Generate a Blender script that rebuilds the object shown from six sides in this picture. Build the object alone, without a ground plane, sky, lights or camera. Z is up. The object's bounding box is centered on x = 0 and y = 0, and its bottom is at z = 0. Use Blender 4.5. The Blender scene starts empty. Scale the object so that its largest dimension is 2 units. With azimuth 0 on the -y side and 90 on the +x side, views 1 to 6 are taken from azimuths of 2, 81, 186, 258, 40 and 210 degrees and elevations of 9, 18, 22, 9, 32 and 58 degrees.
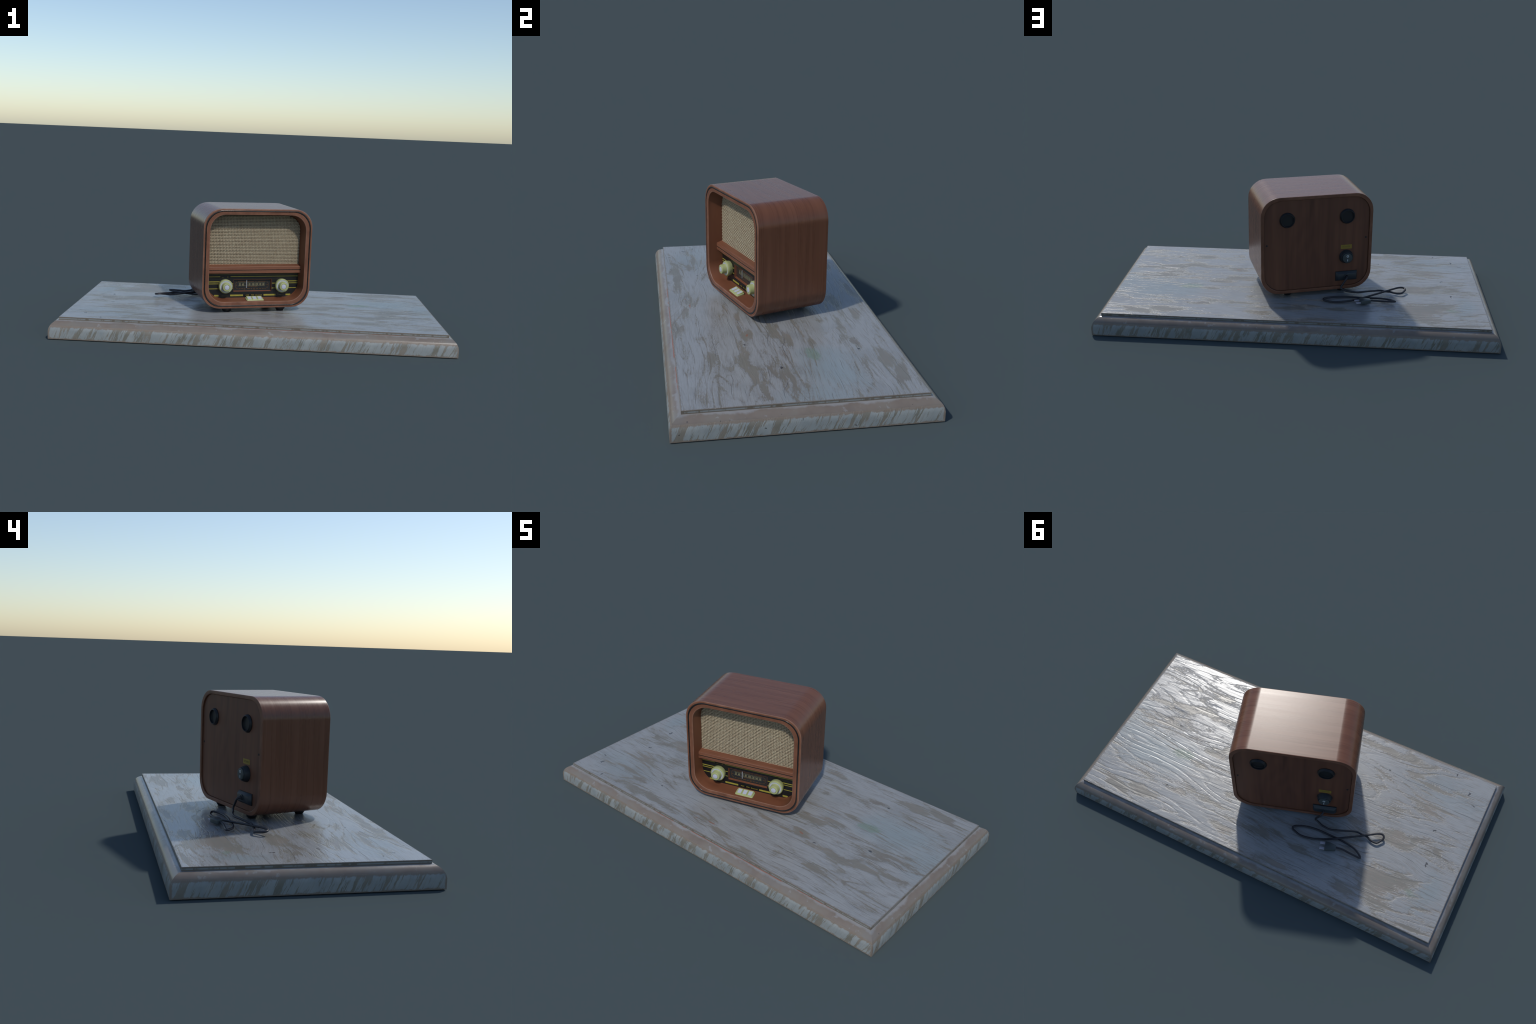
# A vintage wooden table radio with its mains cord, standing turned on a weathered painted board.
import bpy, bmesh, math, random
from mathutils import Vector, Matrix

rng = random.Random(7)
COL = bpy.context.scene.collection

# ---------------------------------------------------------------- node helpers
class Nodes:
    """Small builder around one material's node tree."""
    def __init__(self, name):
        self.mat = bpy.data.materials.new(name)
        self.mat.use_nodes = True
        self.nt = self.mat.node_tree
        self.nt.nodes.clear()
        self.out = self.nt.nodes.new('ShaderNodeOutputMaterial')
        self.bsdf = self.nt.nodes.new('ShaderNodeBsdfPrincipled')
        self.nt.links.new(self.bsdf.outputs[0], self.out.inputs[0])
        self.tc = self.nt.nodes.new('ShaderNodeTexCoord')
        self.obj = self.tc.outputs['Object']

    def put(self, sock, v):
        if isinstance(v, bpy.types.NodeSocket):
            self.nt.links.new(v, sock)
        else:
            sock.default_value = v

    def math(self, op, a, b=0.0, c=0.0, clamp=False):
        n = self.nt.nodes.new('ShaderNodeMath'); n.operation = op; n.use_clamp = clamp
        for s, v in zip(n.inputs, (a, b, c)):
            self.put(s, v)
        return n.outputs[0]

    def add(self, a, b): return self.math('ADD', a, b)
    def sub(self, a, b): return self.math('SUBTRACT', a, b)
    def mul(self, a, b): return self.math('MULTIPLY', a, b)

    def scaled(self, vec, s, loc=(0, 0, 0), rot=(0, 0, 0)):
        n = self.nt.nodes.new('ShaderNodeMapping')
        self.put(n.inputs['Vector'], vec)
        n.inputs['Scale'].default_value = s
        n.inputs['Location'].default_value = loc
        n.inputs['Rotation'].default_value = rot
        return n.outputs[0]

    def xyz(self, vec):
        n = self.nt.nodes.new('ShaderNodeSeparateXYZ'); self.put(n.inputs[0], vec)
        return n.outputs

    def combine(self, x, y, z):
        n = self.nt.nodes.new('ShaderNodeCombineXYZ')
        for s, v in zip(n.inputs, (x, y, z)):
            self.put(s, v)
        return n.outputs[0]

    def noise(self, vec, scale=1.0, detail=4.0, rough=0.55, distort=0.0, color=False):
        n = self.nt.nodes.new('ShaderNodeTexNoise')
        self.put(n.inputs['Vector'], vec)
        n.inputs['Scale'].default_value = scale
        n.inputs['Detail'].default_value = detail
        n.inputs['Roughness'].default_value = rough
        n.inputs['Distortion'].default_value = distort
        return n.outputs['Color' if color else 'Fac']

    def voronoi(self, vec, scale=1.0, feature='F1'):
        n = self.nt.nodes.new('ShaderNodeTexVoronoi'); n.feature = feature
        self.put(n.inputs['Vector'], vec)
        n.inputs['Scale'].default_value = scale
        return n.outputs['Distance']

    def step(self, v, lo, hi):
        n = self.nt.nodes.new('ShaderNodeMapRange'); n.interpolation_type = 'SMOOTHSTEP'
        self.put(n.inputs[0], v)
        n.inputs[1].default_value = lo; n.inputs[2].default_value = hi
        n.inputs[3].default_value = 0.0; n.inputs[4].default_value = 1.0
        return n.outputs[0]

    def ramp(self, v, stops):
        n = self.nt.nodes.new('ShaderNodeValToRGB')
        self.put(n.inputs[0], v)
        e = n.color_ramp.elements
        while len(e) < len(stops):
            e.new(0.5)
        for el, (p, c) in zip(e, stops):
            el.position = p; el.color = (*c, 1.0)
        return n.outputs[0]

    def mix(self, f, a, b):
        n = self.nt.nodes.new('ShaderNodeMix'); n.data_type = 'RGBA'
        self.put(n.inputs[0], f)
        for s, v in ((n.inputs[6], a), (n.inputs[7], b)):
            self.put(s, (*v, 1.0) if isinstance(v, tuple) else v)
        return n.outputs[2]

    def warp(self, vec, scale, amount, detail=2.0):
        c = self.noise(vec, scale, detail, color=True)
        n = self.nt.nodes.new('ShaderNodeVectorMath'); n.operation = 'SUBTRACT'
        self.put(n.inputs[0], c); n.inputs[1].default_value = (0.5, 0.5, 0.5)
        m = self.nt.nodes.new('ShaderNodeVectorMath'); m.operation = 'MULTIPLY_ADD'
        self.put(m.inputs[0], n.outputs[0]); m.inputs[1].default_value = amount; self.put(m.inputs[2], vec)
        return m.outputs[0]

    def spots(self, vec, ellipses):
        """Soft sum of hand placed elliptical patches: (x, y, radius along, radius across, strength)."""
        x, y, _ = self.xyz(vec)
        total = None
        for cx, cy, rx, ry, k in ellipses:
            dx = self.math('MULTIPLY_ADD', x, 1 / rx, -cx / rx)
            dy = self.math('MULTIPLY_ADD', y, 1 / ry, -cy / ry)
            d2 = self.math('MULTIPLY_ADD', dx, dx, self.mul(dy, dy))
            g = self.math('MULTIPLY', self.math('SUBTRACT', 1.0, d2, clamp=True), k)
            total = g if total is None else self.math('MAXIMUM', total, g)
        return total

    def bump(self, h, strength, dist):
        n = self.nt.nodes.new('ShaderNodeBump')
        n.inputs['Strength'].default_value = strength
        n.inputs['Distance'].default_value = dist
        self.put(n.inputs['Height'], h)
        self.nt.links.new(n.outputs[0], self.bsdf.inputs['Normal'])

    def finish(self, color, rough, metallic=0.0, ior=1.45, coat=0.0):
        self.put(self.bsdf.inputs['Base Color'], (*color, 1.0) if isinstance(color, tuple) else color)
        self.put(self.bsdf.inputs['Roughness'], rough)
        self.bsdf.inputs['Metallic'].default_value = metallic
        self.bsdf.inputs['IOR'].default_value = ior
        self.bsdf.inputs['Coat Weight'].default_value = coat
        return self.mat


def plain(name, color, rough=0.5, metallic=0.0, grain=0.08, scale=120.0):
    m = Nodes(name)
    n = m.noise(m.obj, scale, 3)
    lo = tuple(c * (1 - grain) for c in color); hi = tuple(min(1, c * (1 + grain)) for c in color)
    return m.finish(m.ramp(n, [(0.3, lo), (0.7, hi)]), rough, metallic)


def walnut(name, along, across, dark, mid, light, rough=0.34, seed=0.0, figure=1.0):
    """Polished walnut veneer: `along` and `across` are object-space scales along and across the grain."""
    m = Nodes(name)
    p = m.scaled(m.obj, (1, 1, 1), loc=(seed, seed * 1.7, seed * 0.6))
    p = m.warp(p, 2.4, (0.012, 0.012, 0.012))
    base = m.scaled(p, across)
    broad = m.noise(base, 1.0, 4, 0.55, 0.35)
    # growth lines: bands of a slowly varying field, close together like ring edges
    field = m.noise(m.scaled(p, along), 1.0, 2, 0.4, 0.2)
    rings = m.math('SINE', m.mul(field, 60.0))
    rings = m.math('MULTIPLY_ADD', rings, 0.5, 0.5)
    fine = m.noise(m.scaled(p, tuple(2.6 * a for a in across)), 1.0, 3, 0.55)
    t = m.add(m.mul(broad, 0.68), m.add(m.mul(rings, 0.10 * figure), m.mul(fine, 0.24)))
    col = m.ramp(t, [(0.32, dark), (0.5, mid), (0.70, light)])
    pores = m.step(m.noise(m.scaled(p, tuple(4.1 * a for a in across)), 1.0, 2, 0.5), 0.58, 0.72)
    col = m.mix(m.mul(pores, 0.18), col, dark)
    blotch = m.noise(m.obj, 7.0, 2)
    col = m.mix(m.math('MULTIPLY_ADD', m.step(blotch, 0.35, 0.7), 0.25, 0.15), col, mid)
    return m.finish(col, m.math('MULTIPLY_ADD', broad, 0.12, rough - 0.06))


# ---------------------------------------------------------------- painted board materials
PAINT_A, PAINT_B, PAINT_C = (0.224, 0.236, 0.242), (0.266, 0.277, 0.283), (0.212, 0.252, 0.266)
BARE_A, BARE_B, BARE_C = (0.150, 0.132, 0.112), (0.205, 0.178, 0.150), (0.165, 0.160, 0.135)
BEIGE_A, BEIGE_B = (0.172, 0.145, 0.124), (0.165, 0.142, 0.122)

# worn patches on the top, as read off the views: x, y, half length, half width, strength
WORN = [(-0.52, -0.42, .11, .035, .9), (-0.40, -0.405, .12, .03, .9), (-0.27, -0.42, .09, .03, .8),
        (0.03, -0.21, .14, .022, .5), (0.15, -0.165, .06, .016, .9), (0.37, -0.355, .045, .03, .7),
        (-0.68, -0.17, .13, .07, .5), (-0.42, -0.18, .09, .05, .45), (-0.61, -0.41, .07, .03, .5),
        (0.36, -0.15, .08, .03, .7), (0.47, -0.185, .12, .032, .9), (0.60, -0.205, .11, .034, 1.0), (0.71, -0.175, .09, .028, .95),
        (0.84, -0.145, .10, .018, .9), (0.32, -0.03, .10, .035, .8), (0.44, 0.02, .11, .040, .75), (0.59, -0.005, .10, .02, .6),
        (0.30, 0.09, .15, .022, .7), (0.47, 0.115, .07, .02, .65), (0.32, 0.275, .16, .026, 1.0), (0.48, 0.30, .09, .025, 1.0),
        (0.22, 0.21, .06, .03, .8), (0.63, 0.385, .10, .035, .8), (0.78, 0.41, .09, .03, .85), (0.42, 0.43, .14, .02, .7),
        (0.17, 0.385, .10, .03, .9), (0.0, 0.32, .13, .03, .95), (-0.05, 0.29, .09, .02, .8), (-0.22, 0.31, .08, .035, .8), (-0.13, 0.44, .12, .025, .5),
        (-0.62, 0.29, .13, .10, .95), (-0.50, 0.40, .10, .06, .7), (-0.74, 0.24, .12, .07, .9), (-0.66, 0.39, .10, .05, .8),
        (-0.62, 0.05, .13, .08, .75), (-0.77, 0.0, .12, .08, .75), (-0.56, -0.10, .12, .07, .7), (-0.83, -0.04, .09, .07, .6),
        (-0.56, -0.33, .06, .025, .9), (-0.42, -0.26, .08, .05, .75), (-0.68, -0.31, .13, .016, .9), (-0.72, -0.20, .14, .02, .8),
        (-0.43, 0.16, .10, .08, .7), (0.67, -0.415, .06, .03, .7), (0.53, -0.33, .06, .025, .6), (0.52, -0.42, .10, .02, .6),
        (0.90, -0.38, .05, .05, .4), (0.10, -0.40, .10, .02, .5), (-0.05, -0.36, .12, .018, .45)]


def grain_flow(m):
    """Coordinates that follow the board's grain: long along x, bending slowly, swirling at a few knots."""
    x, y, z = m.xyz(m.obj)
    sway = m.noise(m.scaled(m.obj, (1.5, 3.6, 1.0)), 1.0, 2, 0.45)
    wob = m.noise(m.scaled(m.obj, (6.0, 11.0, 1.0)), 1.0, 2, 0.5)
    y2 = m.add(y, m.add(m.mul(m.sub(sway, 0.5), 0.11), m.mul(m.sub(wob, 0.5), 0.016)))
    swirl = m.spots(m.obj, [(-0.50, -0.15, .20, .14, 1.), (-0.64, 0.12, .18, .10, .8), (0.10, 0.30, .2, .1, .6), (0.62, -0.20, .16, .09, .8)])
    y2 = m.add(y2, m.mul(swirl, 0.028))
    return m.combine(x, y2, 0.0), y2


def board_top():
    m = Nodes('weathered_paint_top')
    x, y, z = m.xyz(m.obj)
    p = m.obj
    f, fy = grain_flow(m)
    fw = m.warp(f, 30.0, (0.040, 0.007, 0.0), 3)
    pw = m.warp(m.warp(p, 7.0, (0.14, 0.045, 0.0), 4), 46.0, (0.040, 0.014, 0.0), 3)
    patches = m.spots(pw, WORN)
    broad = m.noise(m.scaled(fw, (1.9, 8.5, 1.0)), 1.0, 7, 0.66)         # wide soft worn areas
    contour = m.noise(m.scaled(m.warp(p, 3.0, (0.05, 0.03, 0.0), 3), (0.9, 4.6, 1.0), loc=(0.35, 0.2, 0.0)), 1.0, 2, 0.4)
    loop = m.math('ABSOLUTE', m.sub(m.math('FRACT', m.mul(contour, 17.0)), 0.5))
    loop = m.sub(1.0, m.step(loop, 0.03, 0.20))                            # curved growth lines
    streak = m.noise(m.scaled(fw, (5.0, 75.0, 1.0)), 1.0, 5, 0.62)         # long streaks
    fine = m.noise(m.scaled(f, (10.0, 230.0, 1.0)), 1.0, 3, 0.6)           # ruled grain about 4 mm apart
    ragged = m.noise(m.scaled(p, (60.0, 130.0, 1.0)), 1.0, 4, 0.7)
    worn = m.add(m.add(m.mul(patches, 0.205), m.mul(loop, 0.075)), m.add(m.mul(broad, 0.92), m.add(m.mul(streak, 0.28), m.add(m.mul(ragged, 0.32), m.mul(fine, 0.16)))))
    bare = m.step(worn, 0.920, 0.985)
    film = m.step(worn, 0.80, 1.00)
    hair = m.mul(m.step(m.add(m.mul(fine, 0.75), m.mul(streak, 0.45)), 0.600, 0.74), 0.62)
    # thin brown wear line along the edge of the raised panel
    ex = m.sub(0.956, m.math('ABSOLUTE', x)); ey = m.sub(0.4653, m.math('ABSOLUTE', y))
    edge = m.math('MINIMUM', ex, ey)
    rim = m.sub(1.0, m.step(m.add(edge, m.mul(m.sub(ragged, 0.5), -0.012)), 0.002, 0.006))
    tone = m.noise(p, 4.5, 3)
    paint = m.ramp(m.add(m.mul(tone, 0.6), m.mul(streak, 0.4)), [(0.36, PAINT_A), (0.52, PAINT_B), (0.66, PAINT_A)])
    blue = m.spots(m.warp(p, 6.0, (0.2, 0.12, 0), 3), [(0.70, 0.14, .24, .17, 1.0), (0.90, 0.05, .12, .2, .8), (-0.86, 0.25, .07, .16, .8), (-0.75, -0.30, .25, .12, .5)])
    paint = m.mix(m.mul(blue, 0.9), paint, PAINT_C)
    wood = m.ramp(m.add(m.mul(m.noise(p, 6.0, 3), 0.6), m.mul(fine, 0.4)), [(0.36, BARE_A), (0.50, BARE_C), (0.64, BARE_B)])
    col = m.mix(m.mul(film, 0.50), paint, (0.160, 0.150, 0.138))
    col = m.mix(m.mul(bare, 0.78), col, wood)
    col = m.mix(m.mul(hair, 0.62), col, BARE_A)
    col = m.mix(m.mul(rim, 0.8), col, BEIGE_B)
    # green stain, dark knots, rust flecks, thin cracks
    green = m.step(m.spots(pw, [(0.57, 0.10, .055, .040, 1.0), (-0.80, 0.28, .05, .03, .6)]), 0.2, 0.7)
    col = m.mix(m.mul(green, 0.60), col, (0.145, 0.205, 0.160))
    rust = m.step(m.noise(m.scaled(p, (38.0, 90.0, 1.0)), 1.0, 3, 0.6), 0.71, 0.77)
    side = m.step(m.add(m.math('ABSOLUTE', x), m.mul(m.noise(p, 3.0, 2), 0.4)), 0.55, 0.95)
    col = m.mix(m.mul(m.mul(rust, side), 0.65), col, (0.25, 0.14, 0.075))
    red = m.step(m.spots(pw, [(0.35, -0.145, .018, .005, 1.), (-0.02, -0.37, .020, .005, 1.), (-0.10, -0.385, .014, .004, 1.)]), 0.2, 0.7)
    col = m.mix(m.mul(red, 0.55), col, (0.25, 0.085, 0.045))
    knots = m.step(m.spots(m.warp(p, 60.0, (0.020, 0.020, 0), 2),
                           [(0.674, -0.051, .011, .007, 1.), (0.443, -0.170, .008, .005, 1.), (0.55, 0.30, .010, .007, 1.), (-0.77, -0.08, .010, .006, 1.),
                            (-0.755, -0.435, .005, .011, 1.), (-0.85, -0.35, .006, .018, 1.), (-0.89, -0.30, .013, .004, 1.), (-0.80, 0.11, .004, .018, 1.), (-0.435, -0.304, .009, .007, .8)]), 0.2, 0.6)
    pits = m.step(m.noise(m.scaled(p, (34.0, 60.0, 1.0)), 1.0, 3, 0.65), 0.735, 0.765)
    dark = m.math('MAXIMUM', knots, m.mul(pits, side))
    # long cracks follow the grain
    line = m.math('ABSOLUTE', m.sub(m.math('FRACT', m.add(m.mul(fy, 20.0), m.mul(m.noise(m.scaled(p, (3.0, 5.0, 1.0)), 1.0, 4), 0.9))), 0.5))
    crack = m.mul(m.sub(1.0, m.step(line, 0.010, 0.034)), m.step(m.noise(m.scaled(f, (3.2, 40, 1)), 1.0, 2), 0.50, 0.58))
    col = m.mix(m.mul(crack, 0.60), col, (0.075, 0.072, 0.072))
    col = m.mix(m.mul(dark, 0.85), col, (0.035, 0.037, 0.044))
    dents = m.spots(p, [(0.735, -0.128, .055, .018, 1.), (0.764, -0.059, .04, .015, .7), (0.578, -0.246, .05, .012, .7)])
    soft_bare = m.step(worn, 0.87, 1.02)
    ridge = m.noise(m.scaled(fw, (8.0, 70.0, 1.0)), 1.0, 3, 0.5)
    h = m.add(m.mul(soft_bare, -0.75), m.add(m.mul(fine, 0.22), m.add(m.mul(ridge, 0.65), m.mul(loop, -0.25))))
    h = m.sub(h, m.add(m.mul(dark, 1.0), m.add(m.mul(crack, 0.8), m.mul(dents, 2.2))))
    m.bump(h, 0.42, 0.0020)
    rough = m.math('MULTIPLY_ADD', bare, 0.04, 0.27)
    return m.finish(col, rough)


def board_side():
    """Vertical faces: paint with bare diagonal streaks, brown along every arris."""
    m = Nodes('weathered_paint_side')
    x, y, z = m.xyz(m.obj)
    n = m.nt.nodes.new('ShaderNodeNewGeometry')
    nx, ny, nz = m.xyz(n.outputs['Normal'])
    on_end = m.step(m.math('ABSOLUTE', nx), 0.5, 0.6)
    # run along the face; the long and short sides lean their streaks alike
    run_long = m.mul(x, m.math('SIGN', m.mul(ny, -1.0)))
    run_end = m.mul(y, m.math('SIGN', nx))
    run = m.add(m.mul(run_long, m.sub(1.0, on_end)), m.mul(run_end, on_end))
    lean = m.mul(z, m.sub(-0.42, m.mul(on_end, 0.05)))
    s = m.add(run, lean)
    q = m.combine(s, m.mul(z, 1.0), m.mul(on_end, 3.0))
    q = m.warp(q, 40.0, (0.008, 0.010, 0), 3)
    wide = m.noise(m.scaled(q, (26.0, 5.0, 1.0)), 1.0, 6, 0.66)
    fine = m.noise(m.scaled(q, (210.0, 14.0, 1.0)), 1.0, 3, 0.6)
    streak = m.add(m.mul(wide, 0.8), m.mul(fine, 0.30))
    bare = m.step(streak, 0.545, 0.600)
    ruled = m.mul(m.step(fine, 0.48, 0.66), 0.50)
    wob = m.mul(m.sub(m.noise(q, 55.0, 4, 0.65), 0.5), 0.022)
    low = m.sub(1.0, m.step(m.add(z, wob), 0.004, 0.0085))
    high = m.step(m.add(z, wob), 0.0560, 0.0615)
    cx = m.sub(0.9973, m.math('ABSOLUTE', x)); cy = m.sub(0.5096, m.math('ABSOLUTE', y))
    corner = m.sub(1.0, m.step(m.add(m.math('MAXIMUM', cx, cy), m.mul(wob, 0.6)), 0.005, 0.010))
    worn = m.math('MAXIMUM', m.math('MAXIMUM', low, high), corner)
    paint = m.ramp(m.noise(m.obj, 14.0, 3), [(0.35, (0.200, 0.226, 0.234)), (0.65, (0.252, 0.274, 0.274))])
    paint = m.mix(ruled, paint, (0.20, 0.20, 0.19))
    wood = m.ramp(m.noise(m.obj, 16.0, 3), [(0.35, (0.128, 0.124, 0.100)), (0.65, (0.178, 0.158, 0.130))])
    col = m.mix(m.mul(bare, 0.9), paint, wood)
    col = m.mix(m.mul(worn, 0.9), col, (0.172, 0.138, 0.110))
    spots = m.step(m.noise(m.obj, 45.0, 3, 0.6), 0.70, 0.74)
    ends = m.step(x, 0.93, 0.98)
    col = m.mix(m.mul(m.mul(spots, 0.85), m.math('MAXIMUM', ends, 0.25)), col, (0.035, 0.036, 0.040))
    m.bump(m.sub(m.mul(fine, 0.5), m.mul(bare, 0.5)), 0.4, 0.002)
    return m.finish(col, 0.5)


def board_bevel():
    """Rounded shoulder: rubbed back to beige wood, with whitish paint left near the raised panel."""
    m = Nodes('rubbed_shoulder')
    x, y, z = m.xyz(m.obj)
    ex = m.sub(0.956, m.math('ABSOLUTE', x)); ey = m.sub(0.4653, m.math('ABSOLUTE', y))
    outw = m.mul(m.math('MINIMUM', ex, ey), -1.0)
    big = m.noise(m.scaled(m.obj, (9, 9, 1)), 1.0, 6, 0.65)
    left = m.sub(1.0, m.step(m.add(outw, m.mul(m.sub(big, 0.5), 0.05)), 0.004, 0.016))
    left = m.math('MAXIMUM', left, m.mul(m.step(m.noise(m.obj, 26.0, 5, 0.6), 0.60, 0.66), 0.6))
    tone = m.noise(m.obj, 11.0, 4)
    col = m.ramp(tone, [(0.32, (0.150, 0.124, 0.106)), (0.5, BEIGE_A), (0.68, (0.175, 0.158, 0.138))])
    col = m.mix(m.mul(left, 0.75), col, (0.255, 0.262, 0.272))
    grey = m.step(m.noise(m.scaled(m.obj, (5, 5, 1)), 1.0, 4, 0.6), 0.52, 0.64)
    col = m.mix(m.mul(grey, 0.40), col, (0.165, 0.165, 0.160))
    red = m.mul(m.step(m.math('MULTIPLY', y, -1.0), 0.464, 0.466), m.sub(1.0, m.step(m.add(outw, m.mul(m.sub(big, .5), 0.012)), 0.0025, 0.005)))
    red = m.mul(red, m.mul(m.step(x, -0.33, -0.28), m.sub(1.0, m.step(x, 0.72, 0.80))))
    red = m.mul(red, m.step(m.noise(m.scaled(m.obj, (9, 1, 1)), 1.0, 4, 0.6), 0.40, 0.50))
    col = m.mix(m.mul(red, 0.7), col, (0.27, 0.085, 0.045))
    pits = m.mul(m.step(m.noise(m.obj, 40.0, 3, 0.6), 0.68, 0.72), m.math('MAXIMUM', m.step(x, 0.93, 0.97), 0.12))
    col = m.mix(m.mul(pits, 0.9), col, (0.035, 0.036, 0.042))
    m.bump(m.noise(m.scaled(m.obj, (18, 18, 18)), 1.0, 3, 0.55), 0.10, 0.003)
    return m.finish(col, 0.25)


def board_step():
    """Narrow riser of the raised panel: brown edges, dashes of paint between."""
    m = Nodes('worn_riser')
    x, y, z = m.xyz(m.obj)
    run = m.combine(m.mul(x, 1.0), m.mul(y, 1.0), m.mul(z, 0.3))
    dash = m.step(m.noise(run, 30.0, 5, 0.65), 0.40, 0.52)
    mid = m.mul(m.step(z, 0.0905, 0.0930), m.sub(1.0, m.step(z, 0.0965, 0.0990)))
    col = m.mix(m.mul(m.mul(dash, mid), 0.85), (0.128, 0.110, 0.087), (0.225, 0.243, 0.246))
    return m.finish(col, 0.55)


# ---------------------------------------------------------------- geometry helpers
def link(name, mesh, mats, parent=None, smooth=None):
    ob = bpy.data.objects.new(name, mesh)
    COL.objects.link(ob)
    for mt in (mats if isinstance(mats, (list, tuple)) else [mats]):
        mesh.materials.append(mt)
    if parent is not None:
        ob.parent = parent
    if smooth is not None:
        for p in mesh.polygons:
            p.use_smooth = True
        mesh.set_sharp_from_angle(angle=math.radians(smooth))
    return ob


def empty(name, loc=(0, 0, 0), rot=0.0):
    ob = bpy.data.objects.new(name, None)
    ob.empty_display_size = 0.1
    ob.location = loc
    ob.rotation_euler = (0, 0, rot)
    COL.objects.link(ob)
    return ob


def mesh_from(bm, name):
    bmesh.ops.recalc_face_normals(bm, faces=bm.faces)
    me = bpy.data.meshes.new(name)
    bm.to_mesh(me); bm.free()
    return me


def rounded_rect(hw, z0, z1, r, seg):
    """Points (x, z) of a rounded rectangle, counter-clockwise."""
    pts = []
    for cx, cz, a0 in ((hw - r, z1 - r, 0), (-hw + r, z1 - r, 90), (-hw + r, z0 + r, 180), (hw - r, z0 + r, 270)):
        for i in range(seg + 1):
            a = math.radians(a0 + 90 * i / seg)
            pts.append((cx + r * math.cos(a), cz + r * math.sin(a)))
    return pts


def loft(bm, rings, closed=True, cap0=False, cap1=False, mat=None):
    vr = [[bm.verts.new(p) for p in ring] for ring in rings]
    for k, (a, b) in enumerate(zip(vr[:-1], vr[1:])):
        n = len(a)
        for i in range(n if closed else n - 1):
            f = bm.faces.new((a[i], a[(i + 1) % n], b[(i + 1) % n], b[i]))
            if mat:
                f.material_index = mat[k]
    if cap0:
        bm.faces.new(vr[0][::-1])
    if cap1:
        bm.faces.new(vr[-1])
    return vr


def revolve(name, profile, mats, parent, centre, seg=40, axis='y', smooth=32, mat=None):
    """Solid of revolution: profile of (radius, height) about y or z through centre; ends closed."""
    bm = bmesh.new()
    rings = []
    for r, h in profile:
        ring = []
        for i in range(seg):
            a = 2 * math.pi * i / seg
            c, s = r * math.cos(a), r * math.sin(a)
            ring.append((c, h, s) if axis == 'y' else (c, s, h))
        rings.append(ring)
    loft(bm, rings, True, True, True, mat)
    ob = link(name, mesh_from(bm, name), mats, parent, smooth)
    ob.location = centre
    return ob


def box(name, lo, hi, mats, parent, bevel=0.0, seg=2, taper=None):
    """Box between corners; taper=(dx, dz) shrinks the far-y face for chamfered housings."""
    bm = bmesh.new()
    (x0, y0, z0), (x1, y1, z1) = lo, hi
    tx, tz = taper or (0, 0)
    loft(bm, [[(x0, y0, z0), (x1, y0, z0), (x1, y0, z1), (x0, y0, z1)],
              [(x0 + tx, y1, z0 + tz), (x1 - tx, y1, z0 + tz), (x1 - tx, y1, z1 - tz), (x0 + tx, y1, z1 - tz)]], True, True, True)
    if bevel:
        bmesh.ops.bevel(bm, geom=bm.edges[:], offset=bevel, segments=seg, affect='EDGES', profile=0.6)
    return link(name, mesh_from(bm, name), mats, parent, 40)


def weld_weighted(ob):
    """Keep the flats flat: face-area weighted normals."""
    md = ob.modifiers.new('normals', 'WEIGHTED_NORMAL'); md.weight = 90; md.keep_sharp = True


def plate(name, outline, y, thick, mats, parent, holes=()):
    """Flat plate from (x, z) outlines, extruded along y (front face at y)."""
    cu = bpy.data.curves.new(name, 'CURVE'); cu.dimensions = '2D'; cu.fill_mode = 'BOTH'; cu.extrude = thick / 2
    for pts in (outline, *holes):
        sp = cu.splines.new('POLY'); sp.points.add(len(pts) - 1); sp.use_cyclic_u = True
        for q, (a, b) in zip(sp.points, pts):
            q.co = (a, b, 0, 1)
    tmp = bpy.data.objects.new(name + '_curve', cu); COL.objects.link(tmp)
    me = bpy.data.meshes.new_from_object(tmp.evaluated_get(bpy.context.evaluated_depsgraph_get()))
    bpy.data.objects.remove(tmp); bpy.data.curves.remove(cu)
    me.transform(Matrix.Translation((0, y + thick / 2, 0)) @ Matrix.Rotation(math.pi / 2, 4, 'X'))
    me.materials.clear()
    return link(name, me, mats, parent)


def lettering(name, text, x0, x1, zc, height, y, mats, parent, back=False, bold=0.0):
    """Raised letters on a plane of constant y, fitted to a width and a height."""
    cu = bpy.data.curves.new(name, 'FONT'); cu.body = text; cu.extrude = 0.02; cu.offset = bold; cu.resolution_u = 3
    tmp = bpy.data.objects.new(name + '_text', cu); COL.objects.link(tmp)
    me = bpy.data.meshes.new_from_object(tmp.evaluated_get(bpy.context.evaluated_depsgraph_get()))
    bpy.data.objects.remove(tmp); bpy.data.curves.remove(cu)
    xs = [v.co.x for v in me.vertices]; ys = [v.co.y for v in me.vertices]
    sx = abs(x1 - x0) / (max(xs) - min(xs)); sy = height / (max(ys) - min(ys))
    mx, my = (max(xs) + min(xs)) / 2, (max(ys) + min(ys)) / 2
    for v in me.vertices:
        a, b, c = (v.co.x - mx) * sx, (v.co.y - my) * sy, v.co.z * 0.02
        v.co = ((x0 + x1) / 2 + (-a if back else a), y + (c if back else -c), zc + b)
    me.materials.clear()
    return link(name, me, mats, parent)


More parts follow.
